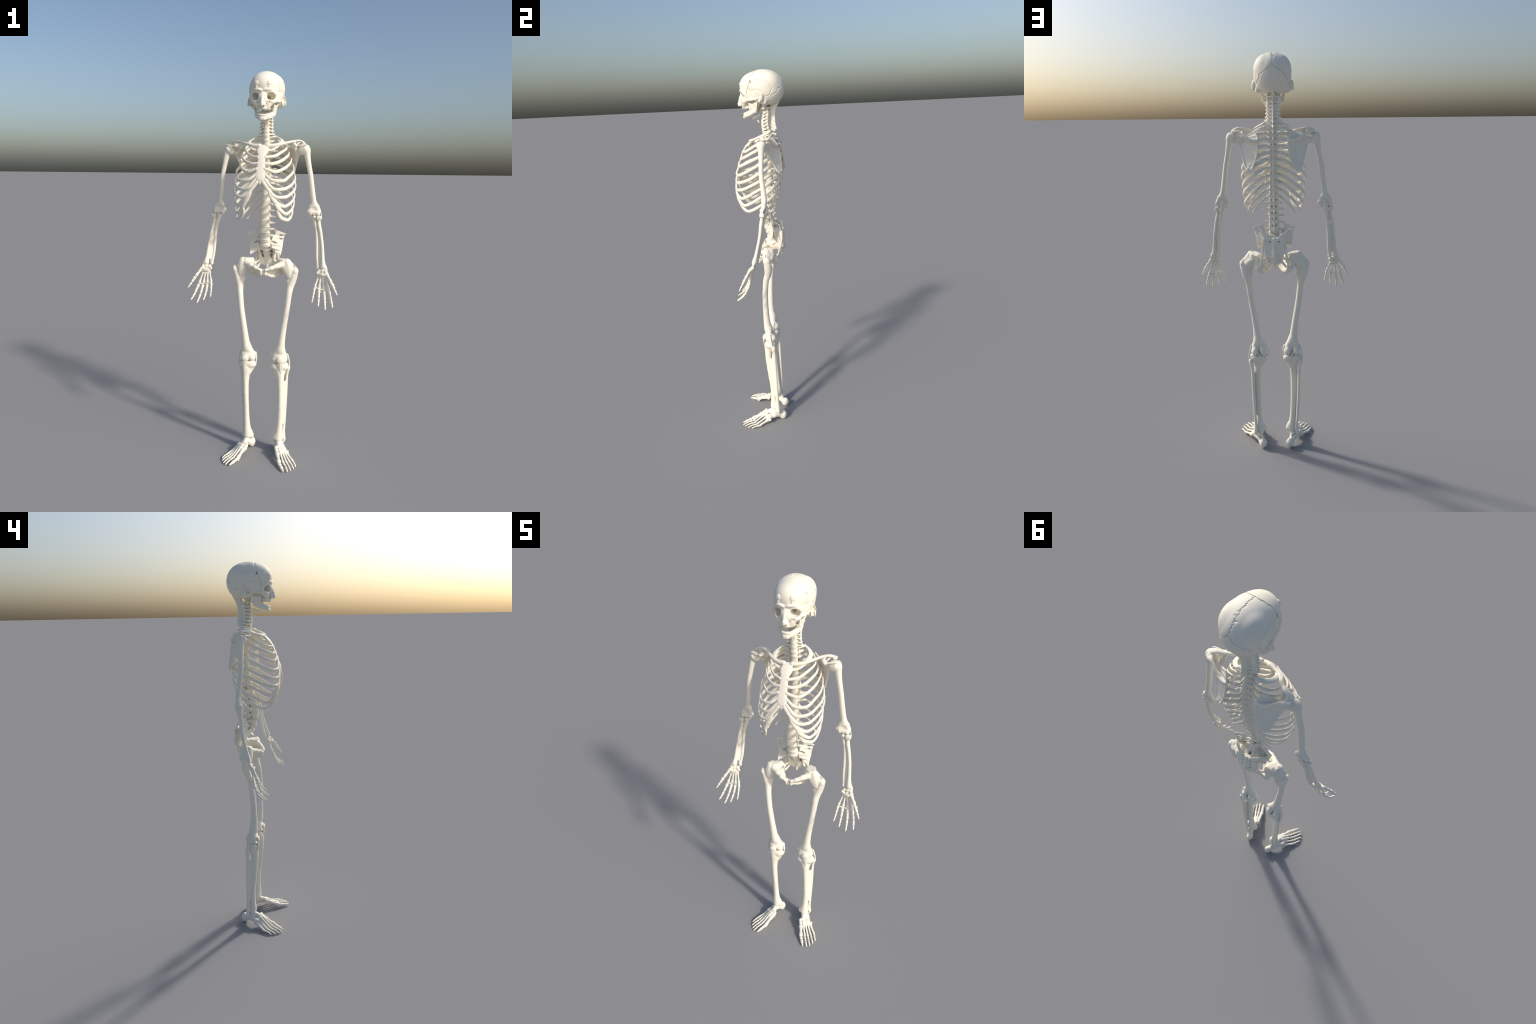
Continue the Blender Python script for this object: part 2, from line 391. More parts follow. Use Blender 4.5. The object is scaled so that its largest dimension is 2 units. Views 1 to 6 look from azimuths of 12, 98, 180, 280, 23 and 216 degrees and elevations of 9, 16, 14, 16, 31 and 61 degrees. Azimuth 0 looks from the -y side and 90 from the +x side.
for k, P in RIBS.items():
    P = P+JOIN.get(k, [])
    C = spline(P, 130); n = len(C)
    L = np.concatenate([[0], np.cumsum(np.linalg.norm(np.diff(C, axis=0), axis=1))])
    hgt = {1: .0105, 2: .0078, 11: .0068, 12: .0052}.get(k, .0084)
    grow = np.clip(L/.07, 0, 1)
    rb = .0052+(hgt-.0052)*grow; ra = np.full(n, .0042)
    if k in (11, 12): rb = rb*np.clip(1.25-.6*L/L[-1], .55, 1)
    nrm = outward(C)
    if k == 1: nrm = nrm*.35+np.array([0, 0, 1.])*np.linalg.norm(nrm, axis=1)[:, None]
    if k in SEAM:
        front = np.arange(n) > n*.5
        cut = int(np.argmax(front & (C[:, 0] < SEAM[k])))
        last = cut+1
        v, f = loft(C[:last], ra[:last], rb[:last], nrm[:last]); rib = add("rib", v, f)
        cr = rb.copy(); cr[cut:] = np.maximum(rb[cut:]*(np.linspace(1, .85 if k < 7 else 1.15, n-cut) if k < 8 else np.interp(np.linspace(0, 1, n-cut), [0, .6, .85, 1], [1, 1.4, 1.3, .5])), .004)
        v, f = loft(C[cut:], ra[cut:]+.0018, cr[cut:]-.0002, nrm[cut:]); car = add("costal_cartilage", v, f, CART, rib)
        _, r2 = both(rib); mirror_of(car, r2)
    else:
        v, f = loft(C, ra, rb, nrm); both(add("rib", v, f))

# breastbone: handle, body and tip
def sternum_part(name, rows, mat=BONE):
    """rows: z, y of the middle, half width, half thickness"""
    R = spline(rows, 26); C = np.stack([np.zeros(len(R)), R[:, 1], R[:, 0]], 1)
    v, f = loft(C, R[:, 3], R[:, 2], np.tile([0, -1., 0], (len(R), 1)), 28, 2.6); return add(name, v, f, mat)
sternum_part("sternum_handle", [(1.638, -.036, .017, .006), (1.630, -.043, .024, .0075), (1.617, -.056, .029, .008), (1.604, -.067, .0255, .0075), (1.596, -.073, .021, .0072)])
sternum_part("sternum_body", [(1.594, -.0745, .0205, .0068), (1.582, -.081, .0185, .0065), (1.566, -.088, .019, .0062), (1.553, -.093, .0198, .0062), (1.530, -.101, .0212, .0062),
                              (1.505, -.109, .0232, .0065), (1.488, -.114, .0235, .0065), (1.474, -.117, .019, .006)])
sternum_part("sternum_tip", [(1.472, -.1175, .011, .0045), (1.463, -.118, .008, .004), (1.454, -.118, .0035, .003)], CART)

# ================================================================== SHOULDER
C = spline([(.019,-.036,1.639),(.046,-.031,1.640),(.076,-.018,1.646),(.110,.012,1.656),(.140,.035,1.664),(.165,.045,1.667),(.184,.052,1.661)], 60)
u = np.linspace(0, 1, 60)
ra = np.interp(u, [0, .12, .4, .7, .9, 1], [.0105, .0098, .0074, .0058, .0052, .0046])
rb = np.interp(u, [0, .12, .4, .7, .9, 1], [.0105, .0095, .0078, .0092, .0132, .0120])
v, f = loft(C, ra, rb, np.tile([0, 0, 1.], (60, 1)), 18, 2.0); both(add("clavicle", v, f))

S = Solid((.055, -.012, 1.455), (.215, .150, 1.685), .0018)
Sup = (.085, .090, 1.655); Root = (.069, .113, 1.613); Inf = (.114, .124, 1.476); Gl = (.160, .060, 1.610)
med = [Sup, (.074, .103, 1.635), Root, (.070, .121, 1.588), (.0725, .126, 1.560), (.083, .130, 1.520), (.100, .130, 1.485), Inf]
lat = [(.106, .080, 1.640), (.130, .068, 1.628), (.160, .060, 1.618), (.159, .065, 1.597), (.150, .078, 1.568), (.140, .094, 1.530), (.128, .114, 1.490), Inf]
S.strip(med, lat, .0016, .004)
S.tube([(*p, .0032) for p in med], 30); S.tube([(*p, .0042) for p in lat[2:]], 24, .004)
S.tube([(*p, .0026) for p in lat[:3]], 12, .004)
S.ell((.113, .122, 1.482), (.009, .005, .010), .006)
S.chain([(.148, .069, 1.612, .011), (.162, .060, 1.611, .0140)], .008, sc=(1, 1, .8))
spine_base = [Root, (.085, .104, 1.613), (.105, .095, 1.614), (.125, .084, 1.617), (.142, .074, 1.622)]
spine_edge = [(.069, .111, 1.613), (.087, .113, 1.612), (.110, .111, 1.617), (.132, .101, 1.632), (.152, .088, 1.645)]
S.strip(spine_base, spine_edge, .0022, .004)
S.tube([(*p, .0052) for p in spine_edge]+[(.172, .081, 1.652, .0065)], 24, .005)
S.fan([(.160, .086, 1.649), (.174, .085, 1.653), (.187, .076, 1.653), (.191, .056, 1.654), (.184, .046, 1.655), (.174, .060, 1.656)], .0045, .004)   # acromion
S.tube([(.145, .055, 1.622, .009), (.140, .038, 1.640, .0085), (.143, .024, 1.646, .0075), (.153, .012, 1.641, .0065)], 16, .005)                # beak
S.make_ob = S.make("shoulder_blade"); both(S.make_ob)
def band(name, pts, w, t, nrm, n=20):
    C = spline(pts, n); v, f = loft(C, t, w, np.tile(np.array(nrm, float), (n, 1)), 10, 2.6); return add(name, v, f, LIGA)
both(band("shoulder_ligament", [(.154,.012,1.642),(.172,.016,1.644),(.190,.020,1.646),(.203,.026,1.646)], .0038, .002, (0,-.4,1)))
both(band("shoulder_ligament", [(.152,.016,1.645),(.160,.030,1.652),(.168,.042,1.660)], .0035, .002, (0,-1,1)))
both(band("shoulder_ligament", [(.142,.028,1.648),(.144,.034,1.655),(.148,.040,1.661)], .005, .002, (0,-1,.3)))

# ================================================================== ARM
S = Solid((.150, .010, 1.285), (.295, .085, 1.660), .0019)
S.ell((.186, .047, 1.622), (.0255, .0255, .0255), .006)
S.ell((.202, .046, 1.630), (.0165, .021, .0185), .008)
S.ell((.196, .030, 1.627), (.0115, .0110, .0150), .006)
S.tube([(.203,.046,1.622,.019),(.206,.046,1.60,.0155),(.214,.044,1.557,.0124),(.2255,.043,1.50,.0118),(.2315,.045,1.455,.0120),(.237,.050,1.41,.0125),(.242,.054,1.375,.0125),(.246,.0555,1.345,.012)], 40, .002)
S.cap((.232,.055,1.343), (.262,.0555,1.343), .0105, .0105, .012)
S.cap((.234,.053,1.325), (.262,.053,1.325), .0100, .0100, .008)
S.chain([(.246,.0545,1.36,.011),(.224,.052,1.322,.0090),(.216,.050,1.317,.0070)], .008)
S.chain([(.246,.0545,1.36,.011),(.268,.054,1.325,.0095),(.274,.053,1.317,.0075)], .008)
S.chain([(.232,.049,1.308,.0130),(.2405,.048,1.311,.0105),(.249,.048,1.309,.0118),(.256,.047,1.311,.0105),(.266,.044,1.309,.0122)], .004)
S.ell((.246, .073, 1.334), (.0115, .010, .012), .006, "s")
S.ell((.244, .0375, 1.330), (.012, .004, .008), .006, "s")
both(S.make("humerus"))

S = Solid((.250, -.030, 1.018), (.335, .070, 1.310), .0017)
S.ell((.273,.0445,1.2865), (.0138,.0132,.0108), .002, p=4.5)
S.tube([(.273,.0435,1.285,.0098),(.273,.042,1.268,.0078),(.275,.039,1.248,.0090),(.281,.0355,1.225,.0082),(.288,.031,1.187,.0080),(.294,.0235,1.15,.0076),(.298,.014,1.11,.0080),(.301,.005,1.075,.0092),(.304,-.001,1.055,.0115)], 44, .002)
S.ell((.306,-.004,1.043), (.0165,.0110,.0115), .010)
S.cap((.316,-.005,1.044), (.322,-.006,1.034), .0055, .004, .005)
both(S.make("radius"))
S = Solid((.225, -.010, 1.018), (.295, .090, 1.345), .0017)
S.tube([(.246,.062,1.326,.0088),(.246,.062,1.308,.0110),(.249,.055,1.286,.0115),(.256,.048,1.253,.0096),(.262,.042,1.221,.0080),(.2665,.034,1.157,.0076),(.269,.022,1.093,.0066),(.275,.010,1.052,.0066),(.276,.006,1.039,.0082)], 44, .002)
S.cap((.248,.055,1.288), (.249,.037,1.292), .0105, .0075, .006)
S.cap((.262,.054,1.284), (.255,.054,1.28), .006, .006, .005)
S.cap((.236,.0485,1.309), (.262,.0485,1.309), .0125, .0125, .002, "s")
S.cap((.276,.008,1.042), (.273,.011,1.033), .0045, .003, .003)
both(S.make("ulna"))
rad = [(.277,.037,1.235),(.283,.033,1.19),(.288,.024,1.15),(.2915,.014,1.11),(.294,.004,1.07),(.293,0,1.05)]
uln = [(.266,.042,1.235),(.268,.037,1.19),(.2715,.031,1.15),(.273,.023,1.11),(.276,.014,1.07),(.281,.007,1.05)]
S = Solid(*bounds(rad+uln, .012), .0016)
S.strip(rad, uln, .0012, .001); S.ell((.287,.003,1.056), (.0028,.02,.007), .001, "s"); S.ell((.274,.036,1.222), (.003,.02,.012), .001, "s")
both(S.make("forearm_membrane", LIGA))
both(band("elbow_ligament", [(.216,.049,1.314),(.226,.049,1.300),(.243,.047,1.284)], .004, .0018, (0,1,0)))
both(band("elbow_ligament", [(.279,.051,1.316),(.284,.048,1.303),(.284,.046,1.292)], .004, .0018, (1,0,0)))

def long_bone(name, a, b, r0, rm, r1, parent, flat=1.0, nrm=(0, 1, 0)):
    """small tube bone: wide base, waisted shaft, knuckle head"""
    a = np.array(a, float); b = np.array(b, float); L = np.linalg.norm(b-a)
    u = np.linspace(0, 1, 15); C = a+(b-a)*u[:, None]
    e0 = min(.34, 1.7*r0/L); e1 = min(.34, 1.7*r1/L)
    r = np.interp(u, [0, e0*.45, e0, .5, 1-e1, 1-e1*.45, 1], [r0*.8, r0, (r0+3*rm)/4, rm, (r1+3*rm)/4, r1, r1*.75])
    v, f = loft(C, r*flat, r, np.tile(np.array(nrm, float), (15, 1)), 12, 2.1)
    return add(name, v, f, BONE, parent)

# wrist: eight small bones, the hand hangs on the first row
CARP_GROW = 1.18
CARP = [((.317,-.010,1.024),(.0080,.0075,.0085)), ((.303,-.007,1.026),(.0082,.0080,.0080)), ((.287,-.003,1.024),(.0088,.0078,.0082)), ((.277,-.012,1.016),(.0055,.0055,.0065)),
        ((.323,-.020,1.015),(.0078,.0075,.0070)), ((.313,-.017,1.008),(.0070,.0080,.0068)), ((.302,-.013,1.008),(.0075,.0085,.0090)), ((.289,-.010,1.006),(.0078,.0085,.0080))]
hand_l = hand_r = None
for c, r in CARP:
    S = Solid(np.array(c)-.014, np.array(c)+.014, .0012); S.ell(c, np.array(r)*CARP_GROW, .001, p=2.8)
    ob = S.make("carpal_bone", parent=None)
    o2 = mirror_of(ob)
    if hand_l is None: hand_l, hand_r = ob, o2; ob.name = "wrist"; o2.name = "wrist"
    else: ob.parent = hand_l; o2.parent = hand_r
HAND = {  # base, knuckles ..., tip
 "thumb": [(.325,-.025,1.012),(.350,-.046,.975),(.366,-.061,.946),(.381,-.075,.920)],
 "index": [(.315,-.022,.999),(.336,-.030,.934),(.351,-.053,.889),(.357,-.074,.870),(.361,-.091,.861)],
 "middle": [(.304,-.018,.998),(.313,-.027,.934),(.320,-.055,.886),(.3235,-.080,.862),(.326,-.099,.849)],
 "ring": [(.293,-.015,.998),(.289,-.033,.938),(.290,-.059,.895),(.291,-.083,.875),(.292,-.099,.865)],
 "little": [(.283,-.012,1.000),(.267,-.037,.948),(.263,-.056,.910),(.261,-.070,.892),(.259,-.083,.879)],
}
for nm, P in HAND.items():
    for i in range(len(P)-1):
        a, b = np.array(P[i]), np.array(P[i+1]); d = (b-a)/np.linalg.norm(b-a)
        th = nm == "thumb"; lastp = i == len(P)-2
        s = {"thumb": 1.12, "index": 1, "middle": 1.02, "ring": .94, "little": .82}[nm]
        if i == 0: q = (.0074, .0042, .0086) if not th else (.0080, .0056, .0080)
        elif lastp: q = (.0056, .0032, .0031)
        elif i == 1: q = (.0086, .0058, .0066)
        else: q = (.0066, .0045, .0054)
        q = [w*s for w in q]
        ob = long_bone("metacarpal" if i == 0 else "finger_bone", a+d*(q[0]*.75 if i else 0), b-d*q[2]*.55, *q, hand_l, .95)
        mirror_of(ob, hand_r)
ob = band("wrist_ligament", [(.326,-.027,1.012),(.306,-.031,1.009),(.284,-.026,1.010)], .0078, .0018, (0,-1,-.2), 14); ob.parent = hand_l; mirror_of(ob, hand_r)
# sesamoid beads and the web between the knuckles
for c in ((.346,-.050,.974),(.354,-.052,.972)):
    S = Solid(np.array(c)-.007, np.array(c)+.007, .001); S.ell(c, (.0035,.0035,.004), .001); ob = S.make("sesamoid_bone", parent=hand_l); mirror_of(ob, hand_r)
for a, b in (("index","middle"),("middle","ring"),("ring","little")):
    p, q = np.array(HAND[a][1])+(0,-.005,.002), np.array(HAND[b][1])+(0,-.005,.002)
    ob = band("palm_ligament", [p, (p+q)/2, q], .0032, .0018, (0,1,0), 8); ob.parent = hand_l; mirror_of(ob, hand_r)

# ================================================================== HIP (lower part only, with its ligaments)
S = Solid((.0015, -.040, .955), (.150, .110, 1.090), .0018)
S.ell((.097, .048, 1.045), (.030, .030, .030), .010)
S.ell((.080, .070, 1.045), (.014, .020, .030), .012)
S.chain([(.108,.034,1.060,.016),(.122,.031,1.070,.006)], .008)
S.fan([(.125,.031,1.072),(.096,.022,1.068),(.072,.045,1.062),(.071,.077,1.063),(.085,.092,1.060),(.110,.075,1.066)], .003, .006)
S.chain([(.093,.026,1.044,.019),(.066,.004,1.037,.0125),(.040,-.014,1.029,.0095),(.016,-.022,1.020,.0085)], .008, sc=(1, 1, 1.05))
S.ell((.011, -.010, 1.006), (.0095, .013, .019), .007)
S.ell((.016, -.024, 1.021), (.005, .005, .0055), .004)
S.chain([(.014,.000,.996,.0085),(.030,.030,.981,.0075),(.050,.062,.974,.010)], .007)
S.chain([(.088,.066,1.020,.017),(.076,.078,.998,.0155),(.064,.074,.982,.0145)], .009)
S.chain([(.072,.082,1.050,.008),(.062,.086,1.036,.005),(.055,.087,1.028,.003)], .006)
S.fan([(.064,.004,1.03),(.018,-.012,1.008),(.030,.026,.984),(.058,.062,.985),(.082,.05,1.01)], .0016, .004)
S.fan([(.071,.077,1.066),(.060,.050,1.052),(.070,.035,1.05),(.085,.05,1.06)], .0025, .004)
S.field(lambda X,Y,Z: Z-(1.071+.06*(X-.1)), .003, "i")
hip = S.make("hip_bone"); hip_l, hip_r = both(hip)
S = Solid((.08, -.005, .950), (.185, .085, 1.085), .0018)
S.tube([(.116,.034,1.056,.0190),(.124,.034,1.022,.0185),(.132,.037,.988,.0130),(.138,.041,.960,.0050)], 16, .006)
S.tube([(.099,.036,1.044,.0180),(.114,.037,1.012,.0165),(.128,.041,.978,.0110)], 12, .010)
S.tube([(.120,.037,1.050,.0150),(.138,.040,1.022,.0140),(.150,.042,1.000,.0100)], 12, .010)
S.chain([(.098,.062,1.040,.018),(.125,.056,1.020,.017),(.147,.050,1.003,.010)], .008)
S.chain([(.126,.034,1.066,.003),(.145,.040,1.045,.0035),(.160,.041,1.032,.0035)], .004)
S.tri((.124,.040,1.066),(.158,.046,1.030),(.112,.070,1.045), .002)
S.ell((.146,.036,1.033), (.010,.006,.012), .003, "s")
jc = S.make("hip_ligament", LIGA); mirror_of(jc, hip_r); jc.parent = hip_l
# pubic symphysis
S = Solid((-.012,-.035,.980), (.012,.012,1.030), .0015); S.ell((0,-.010,1.006), (.006,.012,.017), .002)
S.make("pubic_cartilage", CART)
# bands from the sacrum to the seat bone, and the torn sheets in front of the sacrum
ob = band("pelvic_ligament", [(.052,.119,1.152),(.054,.119,1.120),(.055,.115,1.092),(.061,.106,1.052),(.067,.096,1.022),(.066,.087,.995)], .0062, .0022, (.35,1,.1), 36); both(ob)
ob = band("pelvic_ligament", [(.030,.107,1.068),(.043,.097,1.052),(.057,.087,1.040)], .006, .002, (.2,.6,-1), 14); both(ob)
ob = band("pelvic_ligament", [(.030,.110,1.045),(.044,.100,1.024),(.058,.088,1.006)], .007, .002, (.6,1,.4), 14); both(ob)
S = Solid((.015, .015, 1.075), (.115, .110, 1.245), .0015)
outer = [(.100,.068,1.199),(.091,.072,1.186),(.087,.072,1.165),(.084,.069,1.137),(.081,.058,1.112),(.078,.041,1.091)]
inner = [(.044,.055,1.221),(.040,.056,1.196),(.036,.045,1.172),(.033,.034,1.148),(.034,.042,1.128),(.042,.056,1.112)]
S.strip(outer, inner, .0015, .003)
S.tube([(*p, .0022) for p in outer], 24)
S.strip([(.090,.073,1.185),(.086,.078,1.16),(.080,.088,1.13)], [(.060,.092,1.175),(.052,.098,1.15),(.047,.100,1.13)], .0013, .002)
S.chain([(.030,.050,1.190,.004),(.060,.060,1.180,.003),(.092,.069,1.176,.003)], .003)
S.ell((.043,.05,1.203), (.006,.03,.011), .002, "s"); S.ell((.044,.05,1.157), (.016,.02,.0055), .002, "s", rot=[[.92,0,-.39],[0,1,0],[.39,0,.92]])
S.ell((.076,.07,1.190), (.010,.03,.0042), .002, "s"); S.ell((.077,.07,1.172), (.007,.03,.0035), .002, "s")
both(S.make("pelvic_ligament", LIGA))

# ================================================================== LEG
S = Solid((.030, -.012, .495), (.185, .085, 1.070), .0021)
S.ell((.100, .042, 1.034), (.027, .027, .027), .006)
S.chain([(.105,.042,1.032,.019),(.148,.041,1.002,.017)], .008)
S.ell((.159, .040, 1.010), (.0155, .020, .021), .010)
S.chain([(.136,.044,.990,.019),(.127,.047,.958,.016),(.129,.038,.920,.015)], .010)
S.ell((.117, .052, .957), (.0085, .0095, .012), .010)
S.tube([(.151,.043,.995,.0210),(.142,.0445,.958,.0205),(.133,.039,.925,.0180),(.129,.027,.89,.0158),(.1205,.0185,.81,.0150),(.110,.0155,.74,.0155),(.100,.0155,.67,.0168),(.094,.018,.62,.0195),(.089,.023,.588,.023)], 50, .002)
S.chain([(.089,.021,.60,.018),(.068,.026,.562,.020)], .010); S.chain([(.091,.021,.60,.018),(.107,.026,.562,.018)], .010)
S.ell((.064, .033, .540), (.0225, .031, .0265), .008)
S.ell((.107, .034, .540), (.0205, .031, .0265), .008)
S.ell((.088, .012, .552), (.026, .014, .018), .008)
S.ell((.044, .032, .558), (.006, .010, .010), .006)
S.cap((.087,.075,.512), (.087,.045,.540), .0115, .006, .006, "s")
both(S.make("femur"))
S = Solid((.065, -.022, .508), (.125, .015, .568), .0015); S.ell((.094,-.004,.538), (.0200,.0092,.0180), .001, p=2.0); S.cap((.094,-.003,.53), (.094,-.004,.520), .008, .0045, .006); both(S.make("kneecap"))
S = Solid((.070, -.020, .430), (.120, .010, .535), .0015)
S.fan([(.098,.002,.445),(.108,-.006,.520),(.095,-.009,.523),(.081,-.006,.520)], .0022); both(S.make("kneecap_ligament", LIGA))
both(band("knee_ligament", [(.043,.031,.565),(.0385,.030,.545),(.0385,.029,.520),(.046,.027,.495),(.060,.022,.465),(.070,.019,.450)], .0055, .0030, (1,0,0), 30))
both(band("knee_ligament", [(.127,.034,.566),(.133,.036,.545),(.137,.041,.518),(.136,.047,.492)], .0045, .0032, (1,0,0), 24))
both(band("knee_ligament", [(.098,.052,.545),(.086,.058,.527),(.073,.058,.510)], .004, .002, (0,1,0), 12))

S = Solid((.030, -.015, .055), (.140, .075, .525), .0021)
S.ell((.0870, .030, .503), (.0425, .030, .0145), .012, p=3.4)
S.chain([(.068,.030,.497,.0225),(.084,.021,.458,.020)], .016); S.chain([(.104,.031,.495,.0225),(.095,.022,.458,.020)], .016)
S.tube([(.089,.022,.48,.026),(.0925,.018,.445,.0205),(.0945,.0175,.40,.0172),(.095,.0225,.34,.0160),(.0935,.029,.266,.0148),(.0915,.0335,.20,.0148),(.0895,.0355,.15,.0168),(.0865,.036,.115,.0205),(.085,.037,.095,.0225)], 46, .002)
S.chain([(.094,.010,.46,.009),(.093,.006,.40,.004),(.0935,.011,.34,.004),(.092,.018,.27,.004)], .010)
S.ell((.084, .038, .088), (.025, .023, .013), .008)
S.chain([(.072,.036,.105,.014),(.065,.036,.090,.011),(.062,.036,.078,.0080)], .010)
S.cap((.075,.036,.064), (.108,.04,.064), .013, .013, .003, "s")
both(S.make("tibia"))
S = Solid((.095, .030, .050), (.155, .080, .510), .0019)
S.tube([(.131,.051,.493,.0085),(.129,.051,.482,.0110),(.1235,.053,.45,.0080),(.121,.054,.40,.0078),(.1195,.0555,.33,.0078),(.1165,.057,.25,.0076),(.1125,.058,.17,.0078),(.109,.058,.12,.0088),(.110,.059,.09,.0105),(.114,.062,.068,.0070)], 50, .002, sc=(1.1, .95, 1))
both(S.make("fibula"))
tb = [(.107,.024,.435),(.108,.022,.40),(.107,.027,.34),(.105,.034,.266),(.103,.039,.20),(.101,.042,.15)]
fb = [(.122,.047,.435),(.121,.047,.40),(.120,.048,.34),(.1175,.050,.266),(.114,.051,.20),(.110,.051,.15)]
S = Solid(*bounds(tb+fb, .01), .0018); S.strip(tb, fb, .0015, .001); S.ell((.115,.036,.428), (.006,.02,.014), .001, "s"); S.ell((.107,.046,.158), (.004,.02,.010), .001, "s")
both(S.make("lower_leg_membrane", LIGA))

# ================================================================== FOOT
S = Solid((.045, -.005, -.002), (.135, .115, .085), .0018)
S.chain([(.071,.086,.027,.0180),(.073,.080,.024,.0165),(.090,.052,.040,.0155),(.105,.030,.043,.0135)], .010)
S.ell((.071,.086,.030), (.0155,.0150,.0240), .008); S.ell((.072,.082,.012), (.0150,.0170,.0110), .008)
S.chain([(.090,.050,.048,.013),(.084,.035,.055,.010),(.078,.028,.056,.008)], .008)
S.ell((.106,.030,.041), (.0155,.022,.017), .008)
S.field(lambda X,Y,Z: -(Z-.0005), .003, "i")
foot_l, foot_r = both(S.make("heel_bone"))
S = Solid((.055, -.025, .040), (.125, .080, .100), .0017)
S.ell((.088,.040,.070), (.0195,.0225,.0165), .008); S.chain([(.089,.030,.066,.014),(.093,.004,.058,.0135)], .008); S.cap((.082,.058,.058), (.080,.066,.056), .008, .005, .006)
S.cap((.062,.040,.090), (.112,.042,.090), .009, .009, .004, "s")
ob = S.make("ankle_bone"); mirror_of(ob, foot_r); ob.parent = foot_l
def tarsal(c, r, rot=None, name="tarsal_bone"):
    c = np.array(c, float); S = Solid(c-.028, c+.028, .0016); S.ell(c, np.array(r)*1.15, .001, p=3.2, rot=rot)
    ob = S.make(name); mirror_of(ob, foot_r); ob.parent = foot_l
cf, sf = math.cos(.42), math.sin(.42); RZ = [[cf, sf, 0], [-sf, cf, 0], [0, 0, 1]]
tarsal((.091,-.011,.054), (.0175,.0075,.0130), RZ)                 # navicular
tarsal((.087,-.025,.044), (.0090,.0105,.0130), RZ)                 # cuneiforms
tarsal((.100,-.021,.052), (.0075,.0095,.0100), RZ)
tarsal((.110,-.014,.049), (.0075,.0105,.0105), RZ)
tarsal((.120,.007,.038), (.0120,.0165,.0125), RZ)                  # cuboid
META = [((.092,-.036,.042),(.111,-.094,.017)), ((.105,-.031,.050),(.134,-.089,.016)), ((.115,-.024,.046),(.150,-.079,.013)), ((.124,-.010,.038),(.163,-.064,.011)), ((.134,.004,.028),(.175,-.045,.010))]
TIPS = [(.141,-.148,.006), (.164,-.145,.0045), (.178,-.132,.0045), (.190,-.112,.0045), (.197,-.088,.0045)]
for i, (a, b) in enumerate(META):
    q = (.0128, .0076, .0122) if i == 0 else ((.0088, .0046, .0068) if i < 4 else (.0108, .0056, .0074))
    ob = long_bone("metatarsal", a, b, *q, foot_l, 1.0, (0, 0, 1)); mirror_of(ob, foot_r)
    b = np.array(b); t = np.array(TIPS[i]); d = t-b
    if i == 0: cuts = [.16, .58, 1.0]; qs = [(.0105, .0070, .0092), (.0092, .0054, .0050)]
    else: cuts = [.13, .55, .76, 1.0]; qs = [(.0066, .0042, .0048), (.0050, .0040, .0046), (.0046, .0035, .0035)]
    for j in range(len(cuts)-1):
        p0 = b+d*cuts[j]; p1 = b+d*(cuts[j+1]-.02)
        bow = .004*math.sin(math.pi*cuts[j])*(i > 0); bow1 = .004*math.sin(math.pi*cuts[j+1])*(i > 0)
        ob = long_bone("toe_bone", p0+(0, 0, bow), p1+(0, 0, bow1), *qs[j], foot_l, .9, (0, 0, 1)); mirror_of(ob, foot_r)
# outer knob of the fifth metatarsal, sesamoids under the big toe
S = Solid((.120,-.01,.008), (.155,.035,.045), .0015); S.chain([(.133,.000,.028,.0090),(.139,.013,.027,.0075)], .004); ob = S.make("metatarsal_knob"); mirror_of(ob, foot_r); ob.parent = foot_l
for c in ((.107,-.091,.0065),(.115,-.094,.0065)):
    c = np.array(c); S = Solid(c-.009, c+.009, .0011); S.ell(c, (.0045,.006,.0045), .001); ob = S.make("sesamoid_bone"); mirror_of(ob, foot_r); ob.parent = foot_l
for P in ([(.112,.060,.070),(.100,.070,.058),(.092,.072,.048)], [(.114,.058,.068),(.110,.035,.062),(.104,.018,.060)], [(.064,.034,.078),(.072,.030,.062),(.080,.028,.056)], [(.112,.062,.080),(.098,.066,.076),(.084,.064,.066)]):
    ob = band("ankle_ligament", P, .004, .0018, (.5,.5,.3), 12); mirror_of(ob, foot_r); ob.parent = foot_l

# ================================================================== SKULL
CEN = (0, .04, 1.905)
S = Solid((-.094, -.104, 1.795), (.094, .158, 2.004), .0016)
S.ell(CEN, (.0865, .1125, .0950), .004, p=2.1)
S.ell((0, -.004, 1.923), (.070, .0765, .0650), .006)
for sx in (-1, 1): S.ell((sx*.030, .062, 1.924), (.0555, .074, .0660), .004)
S.ell((0, .030, 1.860), (.068, .060, .048), .012)
# flatter temples in front of the temporal bone
for sx in (-1, 1):
    S.ell((sx*.092, -.028, 1.885), (.024, .030, .034), .016, "s")
    S.ell((sx*.066, .052, 1.838), (.014, .018, .020), .010)             # mastoid
S.field(lambda X,Y,Z: 1.826-.02*np.clip((Y-.04)/.06, -1, .2)-Z, .010, "i")
